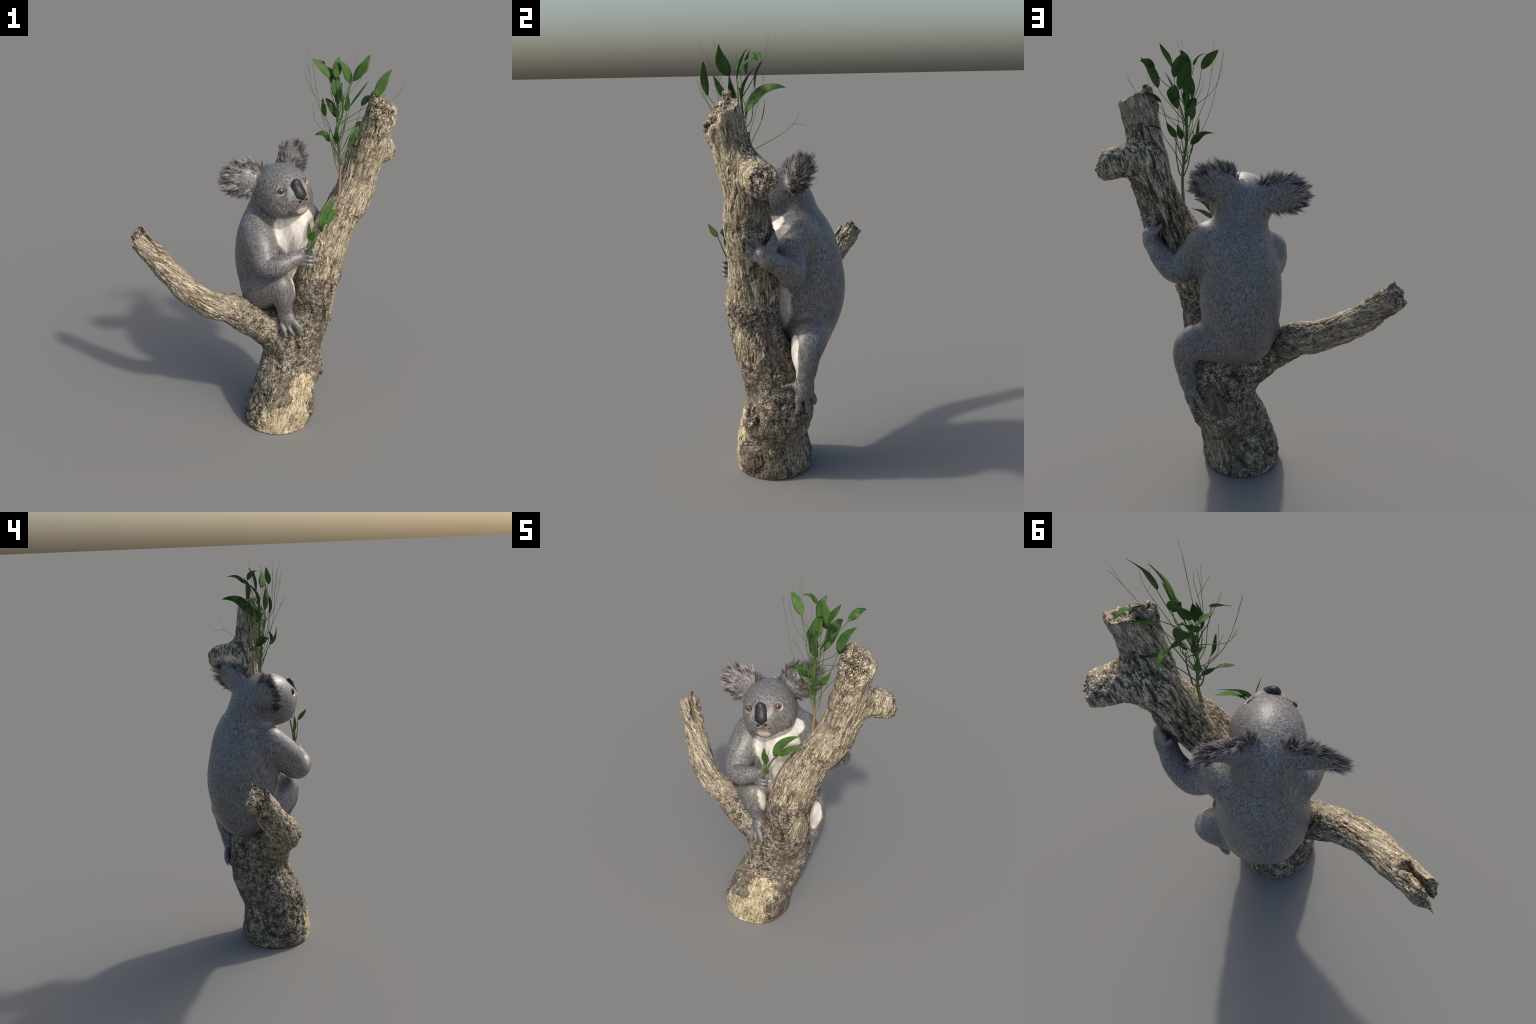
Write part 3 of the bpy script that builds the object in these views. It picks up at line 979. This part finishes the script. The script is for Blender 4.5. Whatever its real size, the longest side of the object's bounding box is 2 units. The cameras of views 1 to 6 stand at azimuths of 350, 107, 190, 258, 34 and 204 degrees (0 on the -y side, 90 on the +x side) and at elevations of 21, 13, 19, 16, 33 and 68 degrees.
def eye(parent, c, look):
    if "amber_eye" not in bpy.data.materials:
        m, t, b, p = material("amber_eye")
        sep = t.node("ShaderNodeSeparateXYZ")
        t.put(sep.inputs[0], p)
        d = t.math("SQRT", t.math("ADD", t.math("POWER", t.math("MULTIPLY", sep.outputs[0], 1.7), 2.), t.math("POWER", sep.outputs[1], 2.)))
        r = t.math("SQRT", t.math("ADD", t.math("POWER", sep.outputs[0], 2.), t.math("POWER", sep.outputs[1], 2.)))
        col = t.mix(t.ramp(t.noise(p, 300), .35, .65), srgb(72, 44, 20), srgb(108, 70, 34))
        col = t.mix(t.ramp(r, .0105, .0125), col, srgb(30, 20, 16))
        col = t.mix(t.ramp(d, .0070, .0058), col, (.004, .003, .003))
        t.put(b.inputs["Base Color"], col)
        b.inputs["Roughness"].default_value = .08
        b.inputs["Coat Weight"].default_value = .6
    v, f = ball((0, 0, 0), (.0155,) * 3, np.eye(3), 32, 24)
    o = mesh_object("eye", v, f, [bpy.data.materials["amber_eye"]])
    from mathutils import Matrix
    rot = Vector(look).to_track_quat("Z", "Y")
    o.rotation_mode = "QUATERNION"
    o.location, o.rotation_quaternion = Vector(c), rot
    o.parent = parent
    o.matrix_parent_inverse = Matrix.Translation(-Vector(parent.location))
    # eyelid rim
    pts = []
    L = Vector(look).normalized()
    a = np.array(L.cross(Vector((0, 0, 1))).normalized()); b_ = np.cross(a, np.array(L))
    k = 28
    V, F = [], []
    for i in range(k):
        w = 2 * math.pi * i / k
        rad = a * math.cos(w) + b_ * math.sin(w) * .92
        cen = np.array(c) + np.array(L) * .0075 + rad * .0148
        for j in range(8):
            x = 2 * math.pi * j / 8
            V.append(cen + .0036 * (rad * math.cos(x) + np.array(L) * math.sin(x)))
    for i in range(k):
        for j in range(8):
            F.append((i * 8 + j, ((i + 1) % k) * 8 + j, ((i + 1) % k) * 8 + (j + 1) % 8, i * 8 + (j + 1) % 8))
    lid = bpy.data.materials.get("eyelid") or plain("eyelid", srgb(112, 103, 96), .6, .3, 0, (srgb(78, 72, 68), 90))
    mesh_object("eyelid", V, F, [lid], parent)


def tuft(parent, e, tones, seed):
    """Long radiating ear fringe: tapered, curved strands."""
    r = np.random.default_rng(seed)
    V, F, mi = [], [], []

    def strand(p, d, length, width, bend, tone):
        o = len(V)
        a = np.cross(d, e["n"] + .01); a /= np.linalg.norm(a) + 1e-9
        b = np.cross(d, a)
        n = 5
        for i in range(n):
            t = i / (n - 1)
            q = p + d * length * t + bend * length * t * t
            w = width * (1 - t) ** .7 + .0001
            for k in range(3):
                x = 2 * math.pi * k / 3
                V.append(q + w * (math.cos(x) * a + .6 * math.sin(x) * b))
        for i in range(n - 1):
            for k in range(3):
                k2 = (k + 1) % 3
                F.append((o + i * 3 + k, o + i * 3 + k2, o + (i + 1) * 3 + k2, o + (i + 1) * 3 + k))
                mi.append(tone)

    for i in range(420):
        ang = r.uniform(-math.pi, math.pi)
        rho = math.sqrt(r.uniform(.0, 1.08))
        x, y = -.026 + .088 * rho * math.cos(ang), .070 * rho * math.sin(ang)
        front = r.uniform() < .74
        edge = rho > .75
        if not front and (rho < .78 or abs(ang) > 2.2):
            continue
        hgt = .024 * math.sqrt(max(0, 1 - min(1, rho) ** 2))
        p = e["c"] + e["out"] * x + e["up"] * y + e["n"] * ((hgt - .008) if front else -(hgt + .002) * .6)
        d = p - e["root"]
        d = d - e["n"] * (d @ e["n"]) * .9
        d = d / (np.linalg.norm(d) + 1e-6) + e["out"] * .45
        d = d + e["n"] * (r.uniform(.05, .62) if front else r.uniform(-.35, .05)) + r.normal(size=3) * .16
        d /= np.linalg.norm(d)
        L = r.uniform(.040, .064) * (1.12 if edge else .9)
        bend = -e["n"] * r.uniform(.05, .30) * L + np.array((0, 0, -1.)) * r.uniform(.10, .45) * L + r.normal(size=3) * .10 * L
        tip = p + d * L + bend
        tone = int(r.choice(3, p=(.40, .36, .24) if edge else (.62, .28, .10))) if front else int(r.choice(3, p=(.55, .35, .10)))  # back strands lightened to offset the shade they lie in
        for j in range(14):
            q = p + r.normal(size=3) * .0055
            g = tip + r.normal(size=3) * .0045 - d * abs(r.normal()) * .010
            v = g - q - bend
            ll = np.linalg.norm(v)
            strand(q, v / ll, ll, r.uniform(.0009, .0019), bend, tone if r.uniform() < .75 else int(r.integers(0, 3)))
    o = mesh_object("ear_hair", V, F, tones, parent)
    o.data.polygons.foreach_set("material_index", np.array(mi, np.int32))
    o["kind"] = "stuff"


def claws(parent):
    horn = plain("claw_horn", srgb(33, 28, 26), .4, .5, 0, (srgb(82, 56, 40), 50))
    for a, b, c in (((.514, .006, 1.206), (.526, -.002, 1.218), (.528, -.010, 1.224)), ((.519, -.016, 1.178), (.530, -.024, 1.188), (.526, -.036, 1.195)), ((.502, -.022, 1.145), (.511, -.030, 1.153), (.507, -.038, 1.160)),
                    ((.433, .074, 1.216), (.429, .074, 1.228), (.426, .068, 1.236)), ((.409, .073, 1.194), (.402, .071, 1.206), (.397, .065, 1.213)),
                    ((.272, .123, .378), (.276, .117, .362), (.270, .105, .352)), ((.234, .158, .370), (.234, .156, .358), (.229, .150, .350)), ((.189, .182, .397), (.184, .183, .386), (.182, .177, .377)),
                    ((.307, .060, .502), (.313, .050, .503), (.314, .042, .505)),
                    ((.073, -.157, .553), (.077, -.162, .541), (.078, -.158, .532)), ((.111, -.167, .562), (.120, -.173, .550), (.124, -.171, .538)), ((.150, -.175, .588), (.163, -.181, .575), (.173, -.180, .563)), ((.148, -.175, .560), (.153, -.179, .549), (.155, -.176, .541)),
                    ((.192, -.21, 1.006), (.184, -.20, 1.004), (.176, -.196, 1.0)), ((.192, -.21, .984), (.184, -.20, .982), (.176, -.196, .978)), ((.192, -.21, .962), (.184, -.20, .960), (.176, -.196, .956))):
        S = spline([(*a, .0066), (*b, .0042), (*c, .0008)], 5)
        mesh_object("claw", *tube_mesh(S[:, :3], S[:, 3], 8), [horn], parent)


tree = build_tree()
build_sapling(tree)
build_sprig()
build_koala()
